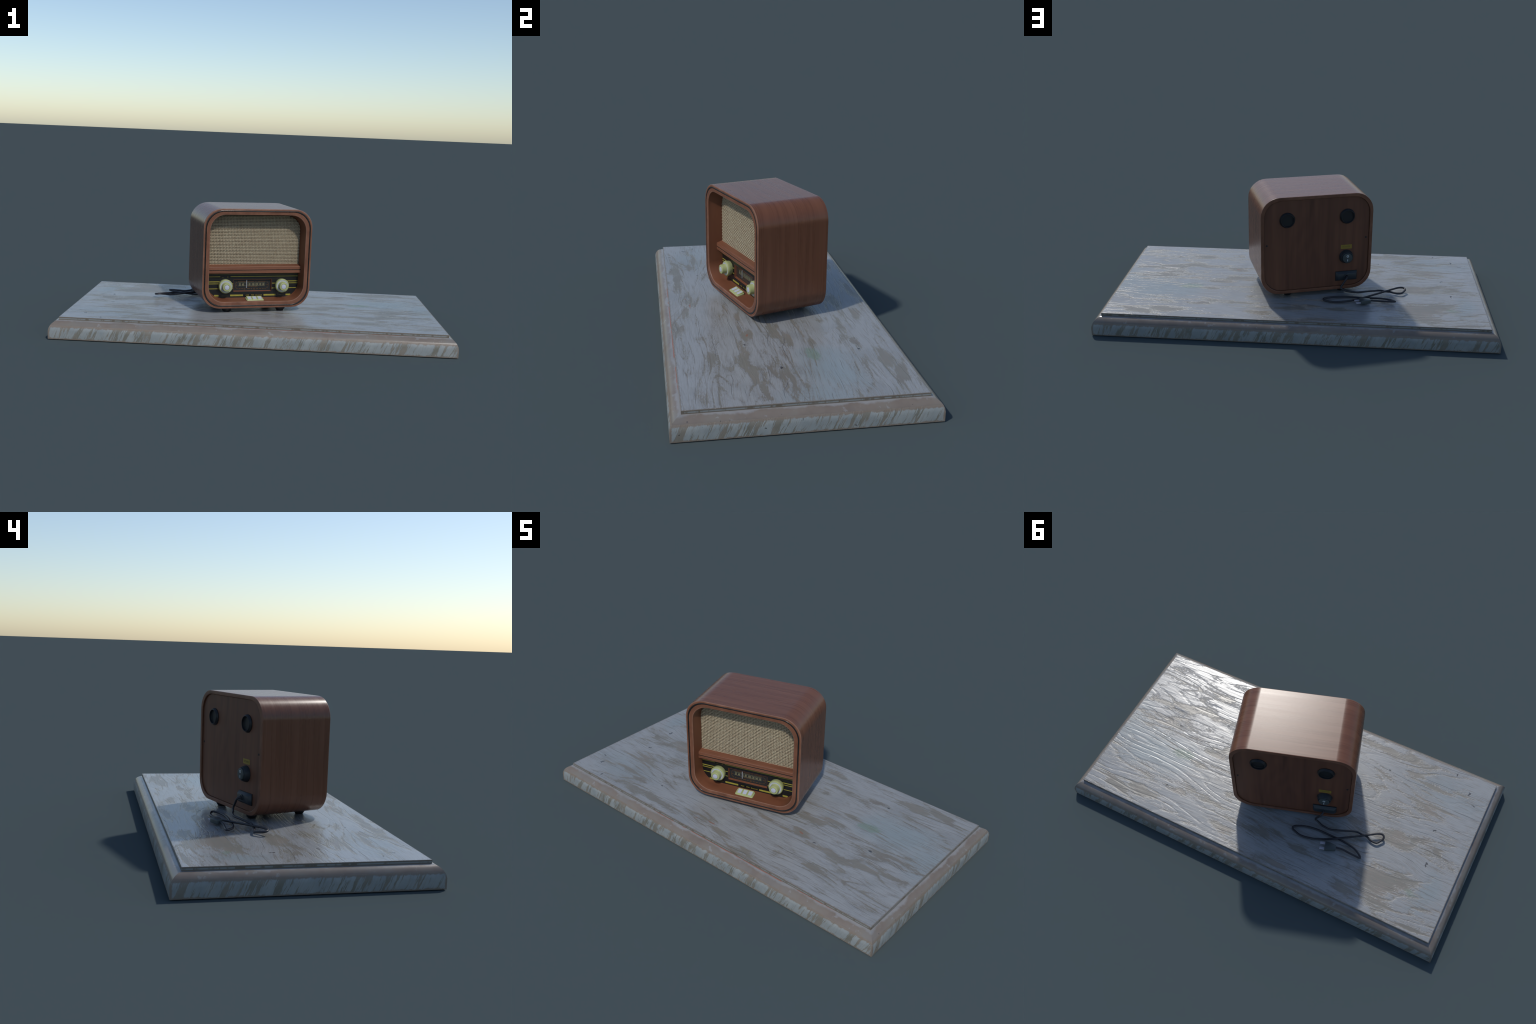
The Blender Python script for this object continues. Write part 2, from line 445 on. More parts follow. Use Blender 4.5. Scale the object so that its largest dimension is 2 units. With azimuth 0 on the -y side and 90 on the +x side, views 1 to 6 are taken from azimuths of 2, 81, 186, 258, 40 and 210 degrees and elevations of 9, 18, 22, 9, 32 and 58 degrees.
def bars(name, items, y, proud, mats, parent, kind=None):
    """Many small flat bars (x0, x1, z0, z1) printed proud of the plane y, in one mesh."""
    bm = bmesh.new()
    for x0, x1, z0, z1 in items:
        loft(bm, [[(x0, y + 0.0005, z0), (x1, y + 0.0005, z0), (x1, y + 0.0005, z1), (x0, y + 0.0005, z1)],
                  [(x0, y - proud, z0), (x1, y - proud, z0), (x1, y - proud, z1), (x0, y - proud, z1)]], True, True, True)
    ob = link(name, mesh_from(bm, name), mats, parent)
    if kind:
        ob['kind'] = kind
    return ob


def tube(name, pts, r, mats, parent, seg=10, sub=4):
    """Round cord swept through points (Catmull-Rom)."""
    P = [Vector(p) for p in pts]
    path = []
    for i in range(len(P) - 1):
        p0, p1, p2, p3 = P[max(i - 1, 0)], P[i], P[i + 1], P[min(i + 2, len(P) - 1)]
        for k in range(sub):
            t = k / sub
            path.append(0.5 * ((2 * p1) + (p2 - p0) * t + (2 * p0 - 5 * p1 + 4 * p2 - p3) * t * t + (3 * p1 - p0 - 3 * p2 + p3) * t ** 3))
    path.append(P[-1])
    bm = bmesh.new()
    rings = []
    t0 = (path[1] - path[0]).normalized()
    u = t0.orthogonal().normalized()
    for i, p in enumerate(path):
        t = (path[min(i + 1, len(path) - 1)] - path[max(i - 1, 0)]).normalized()
        u = (u - t * u.dot(t)).normalized(); w = t.cross(u)
        rings.append([p + r * (math.cos(2 * math.pi * j / seg) * u + math.sin(2 * math.pi * j / seg) * w) for j in range(seg)])
    loft(bm, rings, True, True, True)
    return link(name, mesh_from(bm, name), mats, parent, 60)


# ================================================================= BOARD
BOARD_X, BOARD_Y = 0.9973, 0.5096
board = empty('painted_board', rot=math.radians(0.3))
board['label'] = 'weathered blue-grey painted wooden board with stepped moulded edge'
board['category'] = 'wooden board'

M_TOP, M_SIDE, M_BEVEL, M_STEP = board_top(), board_side(), board_bevel(), board_step()


def rect_ring(inset, z, n=24):
    hx, hy = BOARD_X - inset, BOARD_Y - inset * 1.07
    pts = []
    for (ax, ay), (bx, by) in (((-hx, -hy), (hx, -hy)), ((hx, -hy), (hx, hy)), ((hx, hy), (-hx, hy)), ((-hx, hy), (-hx, -hy))):
        for i in range(n):
            pts.append((ax + (bx - ax) * i / n, ay + (by - ay) * i / n, z))
    return pts


bm = bmesh.new()
prof = [(0.0012, 0.0), (0.0, 0.0012), (0.0, 0.0420), (0.0030, 0.0555), (0.0085, 0.0672), (0.0125, 0.0727), (0.0180, 0.0782), (0.0245, 0.0827), (0.0320, 0.0862), (0.0400, 0.0883), (0.060, 0.0890)]
loft(bm, [rect_ring(i, z) for i, z in prof], True, True, True, mat=[0, 0, 0, 0, 1, 1, 1, 1, 1, 1])
me = mesh_from(bm, 'base_moulding')
base = link('base_moulding', me, [M_SIDE, M_BEVEL], board)
for p in me.polygons:
    p.use_smooth = True
me.set_sharp_from_angle(angle=math.radians(18))

bm = bmesh.new()
ST = 0.0416
loft(bm, [rect_ring(ST, 0.0875), rect_ring(ST, 0.1018), rect_ring(ST + 0.0010, 0.1029)], True, True, True, mat=[0, 1])
for f in bm.faces:
    if all(v.co.z > 0.1020 for v in f.verts):
        f.material_index = 1
me = mesh_from(bm, 'raised_panel')
link('raised_panel', me, [M_STEP, M_TOP], board)
TABLE_Z = 0.1029

# ================================================================= RADIO
TURN = math.radians(18.0)
radio = empty('vintage_radio', (-0.0477, -0.0129, 0.0), TURN)
radio['label'] = 'retro walnut table radio with woven speaker cloth and cream knobs'
radio['category'] = 'radio'

DARK, MID, LIGHT = (0.110, 0.043, 0.023), (0.138, 0.055, 0.029), (0.170, 0.071, 0.039)
M_CASE = walnut('walnut_case', (0.8, 7.0, 0.8), (1.0, 62.0, 1.0), DARK, MID, LIGHT, 0.28, 0.3, 1.0)
M_FACE = walnut('walnut_face', (5.0, 2.0, 5.0), (16.0, 3.0, 9.0), (0.092, 0.036, 0.020), (0.150, 0.061, 0.034), (0.225, 0.101, 0.059), 0.42, 1.1, 0.6)
M_ARRIS = walnut('walnut_arris', (5.0, 2.0, 5.0), (16.0, 3.0, 9.0), (0.135, 0.066, 0.042), (0.190, 0.095, 0.062), (0.255, 0.130, 0.088), 0.42, 1.1, 0.6)
M_INNER = walnut('walnut_inner', (1.3, 6.0, 1.3), (2.0, 14.0, 2.0), (0.085, 0.030, 0.014), (0.140, 0.050, 0.024), (0.185, 0.072, 0.036), 0.5, 2.3, 0.5)  # browns darkened to carry the occlusion shade inside the front opening
M_SHELF = walnut('walnut_shelf', (1.0, 7.0, 9.0), (2.5, 28.0, 34.0), (0.095, 0.036, 0.020), (0.165, 0.066, 0.036), (0.240, 0.102, 0.058), 0.42, 4.0)
M_BACK = walnut('walnut_back', (5.0, 1.0, 0.9), (30.0, 1.0, 1.2), (0.074, 0.028, 0.016), (0.122, 0.047, 0.026), (0.172, 0.070, 0.037), 0.48, 5.5, 0.8)
M_BLACK = plain('black_lacquer', (0.012, 0.012, 0.012), 0.22)
M_PANEL = plain('black_dial_panel', (0.0065, 0.007, 0.008), 0.38)
M_YELLOW = plain('printed_yellow', (0.265, 0.228, 0.034), 0.5, grain=0.12, scale=60)
M_OLIVE = plain('dim_olive_print', (0.075, 0.068, 0.018), 0.5)
M_GOLD = plain('printed_gold', (0.200, 0.150, 0.018), 0.5)
M_CREAM = plain('cream_plastic', (0.315, 0.345, 0.160), 0.36, grain=0.05, scale=40)
M_GREY = plain('pale_grey_inset', (0.400, 0.420, 0.500), 0.42, grain=0.03)
M_RUBBER = plain('black_rubber', (0.010, 0.011, 0.013), 0.5)
M_PLASTIC = plain('dark_plastic', (0.020, 0.026, 0.032), 0.45)
M_ROCKER = plain('rocker_plastic', (0.048, 0.060, 0.062), 0.42)
M_MARK = plain('white_mark', (0.55, 0.58, 0.60), 0.5)
M_CORD = plain('cord_rubber', (0.018, 0.018, 0.024), 0.42)
M_DIAL = plain('dial_plate', (0.017, 0.018, 0.019), 0.30)
M_ORANGE = plain('dial_orange', (0.100, 0.046, 0.012), 0.5)
M_PALE = plain('dial_pale', (0.170, 0.155, 0.085), 0.5)
M_NEEDLE = plain('needle_grey', (0.190, 0.200, 0.215), 0.4)
M_METAL = plain('plug_metal', (0.34, 0.33, 0.38), 0.4)
M_LABEL = plain('yellow_label', (0.255, 0.172, 0.026), 0.5)
M_LABELTXT = plain('label_print', (0.150, 0.110, 0.028), 0.5)

HW, Z0, Z1, RAD, HD = 0.2928, 0.1278, 0.6490, 0.097, 0.174
SEG = 8


def case_ring(inset, y, seg=SEG):
    r = max(RAD - inset * 0.45, 0.02)
    t = min(max((inset - 0.0166) / 0.014, 0.0), 1.0) if y < 0.1 else 0.0   # the opening sits a touch high and is narrower
    return [(x, y, z) for x, z in rounded_rect(HW - inset - 0.0018 * t, Z0 + inset + 0.0014 * t, Z1 - inset + 0.0020 * t, r, seg)]


INNER_F, INNER_B = 0.0325, 0.0415
# --- cabinet: outer skin, front face with a groove, flared inner wall, back lip
bm = bmesh.new()
steps = [(0.0175, 0.1660, 0), (0.0175, 0.1722, 0), (0.0165, 0.1736, 1), (0.0150, 0.1740, 1), (0.0030, 0.1740, 1), (0.0009, 0.1731, 1), (0.0, 0.1705, 0),
         (0.0, -0.1700, 3), (0.0010, -0.1726, 3), (0.0035, -0.1740, 1), (0.0094, -0.1740, 1), (0.0096, -0.1712, 1), (0.0164, -0.1712, 1), (0.0166, -0.1740, 1),
         (0.0304, -0.1740, 3), (0.0328, -0.1733, 3), (0.0338, -0.1715, 2), (0.0342, -0.1690, 2), (0.0355, -0.1500, 2), (0.0415, -0.1000, 2)]
loft(bm, [case_ring(i, y * 1.004) for i, y, _ in steps], True, mat=[s[2] for s in steps])
cab = link('cabinet', mesh_from(bm, 'cabinet'), [M_CASE, M_FACE, M_INNER, M_ARRIS], radio, 38)
weld_weighted(cab)

# --- black bead inlaid in the front groove
bm = bmesh.new()
bead = [(0.0095, -0.1715), (0.0097, -0.1738), (0.0106, -0.1747), (0.0130, -0.1752), (0.0154, -0.1747), (0.0163, -0.1738), (0.0165, -0.1715)]
loft(bm, [case_ring(i, y, 12) for i, y in bead], True)
link('inlay_bead', mesh_from(bm, 'inlay_bead'), M_BLACK, radio, 60)

# --- back board
back_outline = [(x, z) for x, _, z in case_ring(0.0186, 1, 10)]
backp = plate('back_panel', back_outline, 0.1600, 0.0075, M_BACK, radio)

# --- loudspeaker cloth: woven threads over a dark backing
inner_rr = [(x, z) for x, _, z in case_ring(INNER_B - 0.0005, 0, 12)]
CLOTH_Y = -0.1035
SHELF_TOP = 0.3500


def clip_half(outline, zc, above):
    pts = []
    n = len(outline)
    for i in range(n):
        (x0, z0), (x1, z1) = outline[i], outline[(i + 1) % n]
        in0, in1 = (z0 >= zc) == above, (z1 >= zc) == above
        if in0:
            pts.append((x0, z0))
        if in0 != in1:
            t = (zc - z0) / (z1 - z0)
            pts.append((x0 + (x1 - x0) * t, zc))
    return pts


def rr_half_width(z):
    """Half width of the inner opening at height z."""
    hw, lo, hi, r = HW - INNER_B - 0.0018, Z0 + INNER_B + 0.0014, Z1 - INNER_B + 0.0020, RAD - INNER_B * 0.45
    if z > hi - r:
        d = z - (hi - r)
    elif z < lo + r:
        d = (lo + r) - z
    else:
        return hw
    return hw - r + math.sqrt(max(r * r - d * d, 0.0))


M_BACKING = plain('cloth_backing', (0.012, 0.010, 0.008), 0.9)
plate('cloth_backing', clip_half(inner_rr, 0.318, True), CLOTH_Y + 0.0045, 0.004, M_BACKING, radio)

m = Nodes('woven_thread')
tone = m.noise(m.obj, 150.0, 2, 0.5)
col = m.ramp(tone, [(0.3, (0.295, 0.228, 0.150)), (0.5, (0.350, 0.290, 0.196)), (0.70, (0.400, 0.356, 0.250))])  # thread tones lowered towards the shadow under the cabinet top
M_THREAD = m.finish(col, 0.75)
PITCH_X, PITCH_Z = 0.00785, 0.00770
nx, nz = int(0.5 / PITCH_X), int((Z1 - INNER_B - 0.338) / PITCH_Z)
xs0 = -PITCH_X * (nx - 1) / 2
zs0 = 0.3420


def thread(bm, pts, side, half, thick):
    """Flat oval strand through pts; `side` is the in-cloth width direction."""
    prof = [(-1, 0.0), (-0.62, -0.75), (0, -1.0), (0.62, -0.75), (1, 0.0), (0.55, 0.6), (-0.55, 0.6)]
    rings = [[(p[0] + side[0] * a * half, p[1] + b * thick, p[2] + side[1] * a * half) for a, b in prof] for p in pts]
    loft(bm, rings, True, True, True)


bm = bmesh.new()
for j in range(nz + 1):                         # weft, running across
    z = zs0 + j * PITCH_Z + rng.uniform(-.0003, .0003)
    w = rr_half_width(z + 0.003) - 0.0005
    if w < 0.05 or z > Z1 - INNER_B - 0.002:
        continue
    n = int(2 * w / (PITCH_X / 4))
    half = 0.0023 * rng.uniform(0.93, 1.07)
    pts = []
    for k in range(n + 1):
        x = -w + 2 * w * k / n
        ph = math.pi * (x - xs0) / PITCH_X + math.pi * j
        pts.append((x, CLOTH_Y - 0.0014 * math.cos(ph), z + rng.uniform(-.00012, .00012)))
    thread(bm, pts, (0, 1), half, 0.0010)
for i in range(nx):                             # warp, running up
    x = xs0 + i * PITCH_X + rng.uniform(-.0003, .0003)
    if abs(x) > HW - INNER_B - 0.001:
        continue
    pts = []
    half = 0.0017 * rng.uniform(0.85, 1.15)
    z = zs0 - PITCH_Z
    while z < Z1 and abs(x) < rr_half_width(z) - 0.0005 or z < 0.45:
        if z > Z1 - INNER_B:
            break
        ph = math.pi * (z - zs0) / PITCH_Z + math.pi * i
        pts.append((x, CLOTH_Y + 0.0004 + 0.0015 * math.cos(ph), z))
        z += PITCH_Z / 4
    if len(pts) > 2:
        thread(bm, pts, (1, 0), half, 0.0010)
cloth = link('speaker_cloth', mesh_from(bm, 'speaker_cloth'), M_THREAD, radio, 60)
cloth['kind'] = 'stuff'

# --- wooden shelf between cloth and dial, grooved along its nose
bm = bmesh.new()
shelf_prof = [(-0.098, 0.2985), (-0.1040, 0.2985), (-0.1310, 0.3052), (-0.1322, 0.3066), (-0.1322, 0.3215), (-0.1303, 0.3217), (-0.1303, 0.3240), (-0.1322, 0.3242),
              (-0.1322, 0.3388), (-0.1312, 0.3401), (-0.1298, 0.3406), (-0.1040, 0.3500), (-0.098, 0.3500)]
hw = HW - 0.0385
loft(bm, [[(s * hw, y, z) for y, z in shelf_prof] for s in (-1, 1)], True, True, True)
link('shelf', mesh_from(bm, 'shelf'), M_SHELF, radio, 25)
box('shelf_inlay', (-hw + 0.001, -0.1326, 0.3211), (hw - 0.001, -0.1300, 0.3246), M_BLACK, radio)

# --- dial panel with a window
PY = -0.1035
WX0, WX1, WZ0, WZ1 = -0.1075, 0.1020, 0.2020, 0.2680
plate('dial_panel', clip_half(inner_rr, 0.3010, False), PY, 0.004, M_PANEL, radio, holes=[[(WX0, WZ0), (WX1, WZ0), (WX1, WZ1), (WX0, WZ1)]])
bm = bmesh.new()


def rect(x0, x1, z0, z1, y):
    return [(x0, y, z0), (x1, y, z0), (x1, y, z1), (x0, y, z1)]


loft(bm, [rect(WX0 + .0003, WX1 - .0003, WZ0 + .0003, WZ1 - .0003, PY + 0.004), rect(WX0 + .0003, WX1 - .0003, WZ0 + .0003, WZ1 - .0003, PY - 0.0006),
          rect(WX0 + .0012, WX1 - .0012, WZ0 + .0012, WZ1 - .0012, PY - 0.0006), rect(WX0 + .0040, WX1 - .0040, WZ0 + .0040, WZ1 - .0040, PY + 0.0110)], True)
link('window_frame', mesh_from(bm, 'window_frame'), M_INNER, radio)
DY = PY + 0.0100
box('dial_plate', (WX0 + .003, DY, WZ0 + .003), (WX1 - .003, DY + 0.003, WZ1 - .003), M_DIAL, radio)

stripes = []


def stripe(x0, x1, zc, h):
    """Clip a printed stripe to the panel's rounded lower corners."""
    w = rr_half_width(zc) - 0.001
    stripes.append((max(x0, -w), min(x1, w), zc - h / 2, zc + h / 2))


for x0, x1, zc, h in ((-1, -0.1810, 0.2832, 0.0036), (-0.1250, 1, 0.2832, 0.0036),
                      (-1, -0.150, 0.2562, 0.0046), (0.150, 1, 0.2562, 0.0046), (-1, -0.1100, 0.2453, 0.0036), (0.1040, 1, 0.2453, 0.0036),
                      (-1, -0.1100, 0.2189, 0.0036), (0.1040, 1, 0.2189, 0.0036),
                      (-1, -0.1860, 0.1820, 0.0088), (-0.1238, -0.0536, 0.1820, 0.0088), (0.0597, 0.1270, 0.1820, 0.0088), (0.1840, 1, 0.1820, 0.0088)):
    stripe(x0, x1, zc, h)
bars('printed_stripe', stripes, PY, 0.0005, M_YELLOW, radio)
bars('upper_stripe', [(-0.2490, 0.2490, 0.2925, 0.2955)], PY, 0.0005, M_OLIVE, radio)  # shelf's shadow painted in: this stripe gets a dimmer yellow
bars('volume_sign', [(-0.1725, -0.1625, 0.2790, 0.2806), (-0.1440, -0.1355, 0.2803, 0.2817), (-0.1405, -0.1390, 0.2770, 0.2850)], PY, 0.0005, M_GOLD, radio)
lettering('volume_word', 'volume', -0.171, -0.135, 0.1815, 0.0070, PY, M_OLIVE, radio)
lettering('tuning_word', 'TUNING', 0.136, 0.172, 0.1818, 0.0070, PY, M_OLIVE, radio)
lettering('band_word', 'AM', -0.0405, -0.0215, 0.1822, 0.0072, PY, M_GOLD, radio, bold=0.01)
lettering('band_word', 'FM', -0.0090, 0.0072, 0.1822, 0.0072, PY, M_GOLD, radio, bold=0.01)
lettering('band_word', 'Bluetooth', 0.0155, 0.0512, 0.1822, 0.0074, PY, M_GOLD, radio, bold=0.01)

# --- tuning scale behind the window


def sx(px):
    return -0.0812 + (px - 345) * 9.63e-5


orange = []
x = sx(345)
while x < sx(1925):                              # upper row of tiny figures
    w = rng.uniform(0.0025, 0.0075)
    if not (sx(1240) < x < sx(1290) or sx(1370) < x < sx(1420)):
        orange.append((x, min(x + w, sx(1925)), 0.2528, 0.2553))
    x += w + rng.uniform(0.0006, 0.0014)
x = sx(900)
while x < sx(1430):                              # short row under the figures
    w = rng.uniform(0.0025, 0.0060)
    orange.append((x, x + w, 0.2252, 0.2278))
    x += w + rng.uniform(0.0006, 0.0018)
for a, b in ((300, 345), (400, 495), (545, 660), (860, 1035), (1095, 1160), (1410, 1505), (1575, 1680), (1750, 1835), (1895, 1950)):
    orange.append((sx(a), sx(b), 0.2138, 0.2166))
for a, b in ((700, 780), (1235, 1345)):
    orange += [(sx(a), sx(b), 0.2160, 0.2182), (sx(a), sx(b), 0.2112, 0.2132)]
orange += [(-0.0960, -0.0930, 0.2330, 0.2364), (-0.0920, -0.0845, 0.2333, 0.2361), (0.0740, 0.0800, 0.2336, 0.2358), (0.0815, 0.0885, 0.2330, 0.2364)]
bars('scale_marks', orange, DY, 0.0004, M_ORANGE, radio, 'stuff')
bars('scale_rule', [(sx(375), sx(1890), 0.2476, 0.2486), (sx(375), sx(1890), 0.2300, 0.2312)], DY, 0.0004, M_PALE, radio)
for txt, a, b in (('55', 405, 510), ('60', 580, 695), ('70', 790, 890), ('80', 955, 1065), ('100', 1145, 1295), ('120', 1350, 1495), ('140', 1550, 1685), ('160', 1742, 1868)):
    lettering('scale_figure', txt, sx(a), sx(b), 0.2385, 0.0125, DY, M_PALE, radio, bold=0.035)


def arc(name, cx, cz, r, a0, a1):
    bm = bmesh.new()
    rings = []
    for k in range(13):
        a = math.radians(a0 + (a1 - a0) * k / 12)
        c, s = math.cos(a), math.sin(a)
        ri, ro = r - 0.0008, r + 0.0008
        rings.append([(cx + ri * c, DY + .0003, cz + ri * s), (cx + ro * c, DY + .0003, cz + ro * s), (cx + ro * c, DY - .0004, cz + ro * s), (cx + ri * c, DY - .0004, cz + ri * s)])
    loft(bm, rings, True, True, True)
    link(name, mesh_from(bm, name), M_ORANGE, radio)


for a0, a1 in ((110, 170), (190, 250)):
    arc('scale_arc', -0.0775, 0.2347, 0.0190, a0, a1)
    arc('scale_arc', 0.0700, 0.2347, 0.0188, 180 - a0, 180 - a1)
box('tuning_needle', (-0.0372, DY - 0.0035, 0.2195), (-0.0318, DY - 0.0015, 0.2635), M_NEEDLE, radio, 0.0006, 1)

# --- two stepped control knobs, each with a grey ring and a grey cap
knob_prof = [(0.024, 0.0), (0.0345, -0.001), (0.0360, -0.004), (0.0372, -0.018), (0.0372, -0.0245), (0.0355, -0.0275), (0.0330, -0.0285), (0.0310, -0.0278),
             (0.0243, -0.0270), (0.0232, -0.0300), (0.0232, -0.0475), (0.0215, -0.0515), (0.0180, -0.0530), (0.0142, -0.0526), (0.0135, -0.0512), (0.0128, -0.0512), (0.0124, -0.0524), (0.0110, -0.0530)]
knob_mats = [0, 0, 0, 0, 0, 0, 0, 1, 0, 0, 0, 0, 0, 2, 2, 3, 3]
M_KGROOVE = plain('knob_groove', (0.190, 0.180, 0.040), 0.5)
first = revolve('knob', knob_prof, [M_CREAM, M_GREY, M_KGROOVE, M_GREY], radio, (-0.1550, PY, 0.2350), 36, 'y', 34, knob_mats)
for p in first.data.polygons:
    if all(v_co.y < -0.0529 for v_co in (first.data.vertices[v].co for v in p.vertices)) and len(p.vertices) > 8:
        p.material_index = 3
second = first.copy(); COL.objects.link(second); second.location.x = 0.1550

# --- push-button block on the floor of the recess
bm = bmesh.new()
pts0 = rounded_rect(0.0475, -0.0200, 0.0200, 0.0075, 4)


def block_ring(inset, zf, zb):
    """Plan outline of the block at a height that rises from front to back."""
    out = []
    for x, y in rounded_rect(0.0475 - inset, -0.0200 + inset, 0.0200 - inset, max(0.0075 - inset, 0.002), 4):
        t = (y + 0.020) / 0.040
        out.append((x, y, zf + (zb - zf) * t))
    return out


loft(bm, [block_ring(0, 0.1560, 0.1560), block_ring(0, 0.1660, 0.1740), block_ring(0.0012, 0.1675, 0.1755), block_ring(0.0045, 0.1675, 0.1755)], True, True, True)
blk = link('button_block', mesh_from(bm, 'button_block'), M_CREAM, radio, 35)
blk.location = (0.0, -0.1405, 0.0)


def key_ring(inset, zf, zb):
    out = []
    for x, y in rounded_rect(0.0138 - inset, -0.0170 + inset, 0.0170 - inset, 0.0012, 2):
        t = (y + 0.017) / 0.034
        out.append((x, y, zf + (zb - zf) * t))
    return out


bm = bmesh.new()
loft(bm, [key_ring(0, 0.1660, 0.1740), key_ring(0, 0.1692, 0.1800), key_ring(0.0008, 0.1702, 0.1812), key_ring(0.0042, 0.1706, 0.1808), key_ring(0.0046, 0.1702, 0.1803)],
     True, True, True, mat=[0, 0, 0, 0])
me = mesh_from(bm, 'push_button')
key = link('push_button', me, [M_CREAM, M_GREY], radio, 30)
for p in me.polygons:
    if len(p.vertices) > 6 and p.center.z > 0.172:
        p.material_index = 1
key.location = (-0.0282, -0.1405, 0.0)
for dx in (0.0, 0.0282):
    k = key.copy(); COL.objects.link(k); k.location.x = dx

# --- feet
foot_prof = [(0.0172, TABLE_Z + 0.0002), (0.0182, TABLE_Z + 0.0012), (0.0225, 0.1105), (0.0265, 0.1180), (0.0270, 0.1330), (0.010, 0.1335)]
foot = revolve('foot', foot_prof, M_RUBBER, radio, (-0.147, -0.124, 0), 20, 'z', 50)
for fx, fy in ((0.147, -0.124), (-0.145, 0.126), (0.145, 0.126)):
    f = foot.copy(); COL.objects.link(f); f.location = (fx, fy, 0)

# --- rear fittings
RY = 0.1675
vent_prof = [(0.030, -0.004), (0.0400, -0.001), (0.0400, 0.0035), (0.0385, 0.0060), (0.0345, 0.0125), (0.0330, 0.0130), (0.0318, 0.0122), (0.0312, 0.0040), (0.0300, 0.0030)]
vent = revolve('bass_port', vent_prof, [M_RUBBER, M_PLASTIC], radio, (0.1566, RY, 0.5275), 36, 'y', 30)
v2 = vent.copy(); COL.objects.link(v2); v2.location.x = -0.1566

sw_prof = [(0.034, -0.002), (0.0370, 0.0), (0.0370, 0.0030), (0.0302, 0.0225), (0.0288, 0.0235), (0.0276, 0.0225), (0.0274, 0.0150), (0.0200, 0.0150)]
revolve('switch_bezel', sw_prof, M_PLASTIC, radio, (-0.1570, RY, 0.3070), 32, 'y', 25)
rk = revolve('rocker', [(0.020, 0.012), (0.0262, 0.0125), (0.0262, 0.0285), (0.0250, 0.0305), (0.0225, 0.0312)], M_ROCKER, radio, (-0.1570, RY, 0.3075), 32, 'y', 30)
bm = bmesh.new()
rr, rz = [], 0.3185
for r, y in ((0.0036, 0.1986), (0.0036, 0.1992), (0.0062, 0.1992), (0.0062, 0.1986)):
    rr.append([(-0.1570 + r * math.cos(2 * math.pi * i / 24), y, rz + r * math.sin(2 * math.pi * i / 24)) for i in range(24)])
loft(bm, rr + [rr[0]], True)
link('off_mark', mesh_from(bm, 'off_mark'), M_MARK, radio)
box('on_mark', (-0.1585, 0.1980, 0.2910), (-0.1555, 0.1992, 0.3025), M_MARK, radio)

box('power_label', (-0.1862, RY - 0.001, 0.3495), (-0.1272, RY + 0.0008, 0.3718), M_LABEL, radio)
lettering('label_word', 'POWER', -0.1780, -0.1360, 0.3605, 0.0095, RY + 0.0008, M_LABELTXT, radio, back=True)

box('socket_housing', (-0.2185, RY - 0.002, 0.1735), (-0.1015, RY + 0.0045, 0.2262), M_RUBBER, radio, 0.0035, 2)
box('socket_cover', (-0.2180, RY + 0.0040, 0.1745), (-0.1020, RY + 0.0185, 0.2255), M_PLASTIC, radio, 0.0012, 1, taper=(0.0105, 0.0095))
revolve('cord_collar', [(0.0090, 0.0), (0.0125, 0.0005), (0.0120, 0.0045), (0.0095, 0.0055), (0.0070, 0.0050), (0.0060, 0.0020)], M_PLASTIC, radio, (-0.1565, RY + 0.0180, 0.2035), 20, 'y', 40)
screw_prof = [(0.0030, -0.002), (0.0050, -0.0005), (0.0048, 0.0010), (0.0036, 0.0020), (0.0015, 0.0014)]
scr = revolve('screw', screw_prof, M_RUBBER, radio, (0.2617, RY, 0.3975), 16, 'y', 40)
s2 = scr.copy(); COL.objects.link(s2); s2.location = (-0.2600, RY, 0.4055)

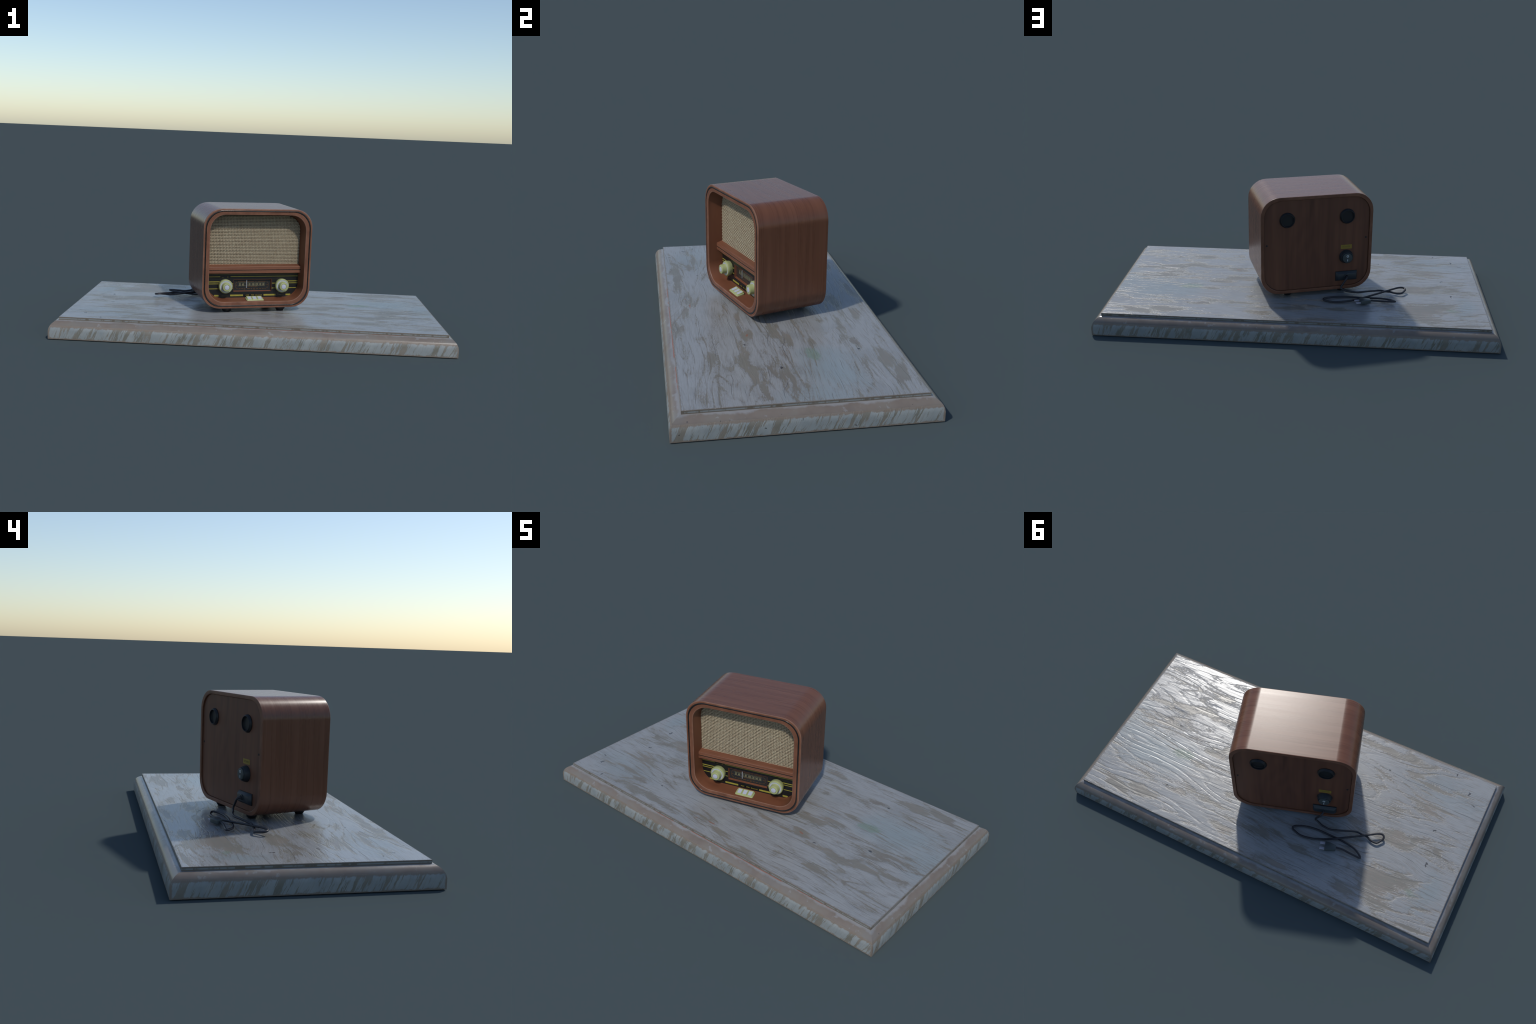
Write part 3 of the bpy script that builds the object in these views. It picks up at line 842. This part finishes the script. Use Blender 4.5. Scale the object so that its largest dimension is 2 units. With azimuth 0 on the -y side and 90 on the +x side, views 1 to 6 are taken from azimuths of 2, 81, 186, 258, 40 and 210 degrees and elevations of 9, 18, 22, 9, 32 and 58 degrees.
# --- mains cord, given in world space and carried into the radio's own frame
to_local = (Matrix.Translation((-0.0477, -0.0129, 0.0)) @ Matrix.Rotation(TURN, 4, 'Z')).inverted()
to_world = to_local.inverted()
start = [to_world @ Vector(p) for p in ((-0.1565, 0.1780, 0.2038), (-0.1562, 0.1920, 0.2030), (-0.1500, 0.2070, 0.1955), (-0.1330, 0.2075, 0.1700), (-0.1215, 0.2090, 0.1500))]
cord_world = start + [Vector(p) for p in (
    (-0.245, 0.151, 0.139), (-0.268, 0.158, 0.135), (-0.292, 0.160, 0.133), (-0.319, 0.158, 0.132), (-0.365, 0.139, 0.130), (-0.405, 0.119, 0.126), (-0.435, 0.106, 0.123),
    (-0.461, 0.106, 0.119), (-0.487, 0.104, 0.116), (-0.511, 0.114, 0.115), (-0.543, 0.115, 0.116), (-0.559, 0.093, 0.119), (-0.565, 0.078, 0.122), (-0.555, 0.064, 0.125),
    (-0.529, 0.072, 0.128), (-0.485, 0.103, 0.127), (-0.423, 0.144, 0.123), (-0.359, 0.184, 0.118), (-0.305, 0.214, 0.114), (-0.247, 0.237, 0.112), (-0.194, 0.245, 0.111),
    (-0.158, 0.237, 0.112), (-0.1435, 0.231, 0.1135), (-0.145, 0.216, 0.1145), (-0.176, 0.198, 0.114), (-0.220, 0.185, 0.114), (-0.274, 0.179, 0.113), (-0.329, 0.177, 0.110),
    (-0.365, 0.176, 0.109), (-0.413, 0.181, 0.112), (-0.459, 0.191, 0.115), (-0.491, 0.208, 0.117), (-0.507, 0.224, 0.118), (-0.483, 0.226, 0.118), (-0.447, 0.224, 0.117),
    (-0.412, 0.222, 0.117), (-0.376, 0.2305, 0.1225))]
tube('mains_cord', [to_local @ (p + Vector((0, 0, 0.0012 if p.z < 0.13 else 0.0))) for p in cord_world], 0.0051, M_CORD, radio, 10, 3)

# --- plug: tapered body with two flat pins, lying on the board
PL = Matrix.Translation((-0.3525, 0.2385, 0.1215)) @ Matrix.Rotation(math.radians(17.0), 4, 'Z')


def plug_part(name, sections, mats, parent):
    """Sections along the plug: (x, half width, half height, y shift)."""
    bm = bmesh.new()
    rings = []
    for x, w, h, dy in sections:
        rings.append([to_local @ (PL @ Vector((x, dy + a, b))) for a, b in rounded_rect(w, -h, h, min(w, h) * 0.35, 3)])
    loft(bm, rings, True, True, True)
    return link(name, mesh_from(bm, name), mats, parent, 40)


plug = plug_part('plug', [(-0.0285, 0.0100, 0.0085, 0.002), (-0.0265, 0.0122, 0.0100, 0.002), (0.0020, 0.0200, 0.0108, 0.0), (0.0235, 0.0220, 0.0110, 0.0), (0.0255, 0.0210, 0.0100, 0.0)], M_ROCKER, radio)
for off in (0.0140, -0.0140):
    plug_part('plug_pin', [(0.0245, 0.0062, 0.0024, off), (0.0490, 0.0062, 0.0024, off), (0.0500, 0.0054, 0.0018, off)], M_METAL, plug)
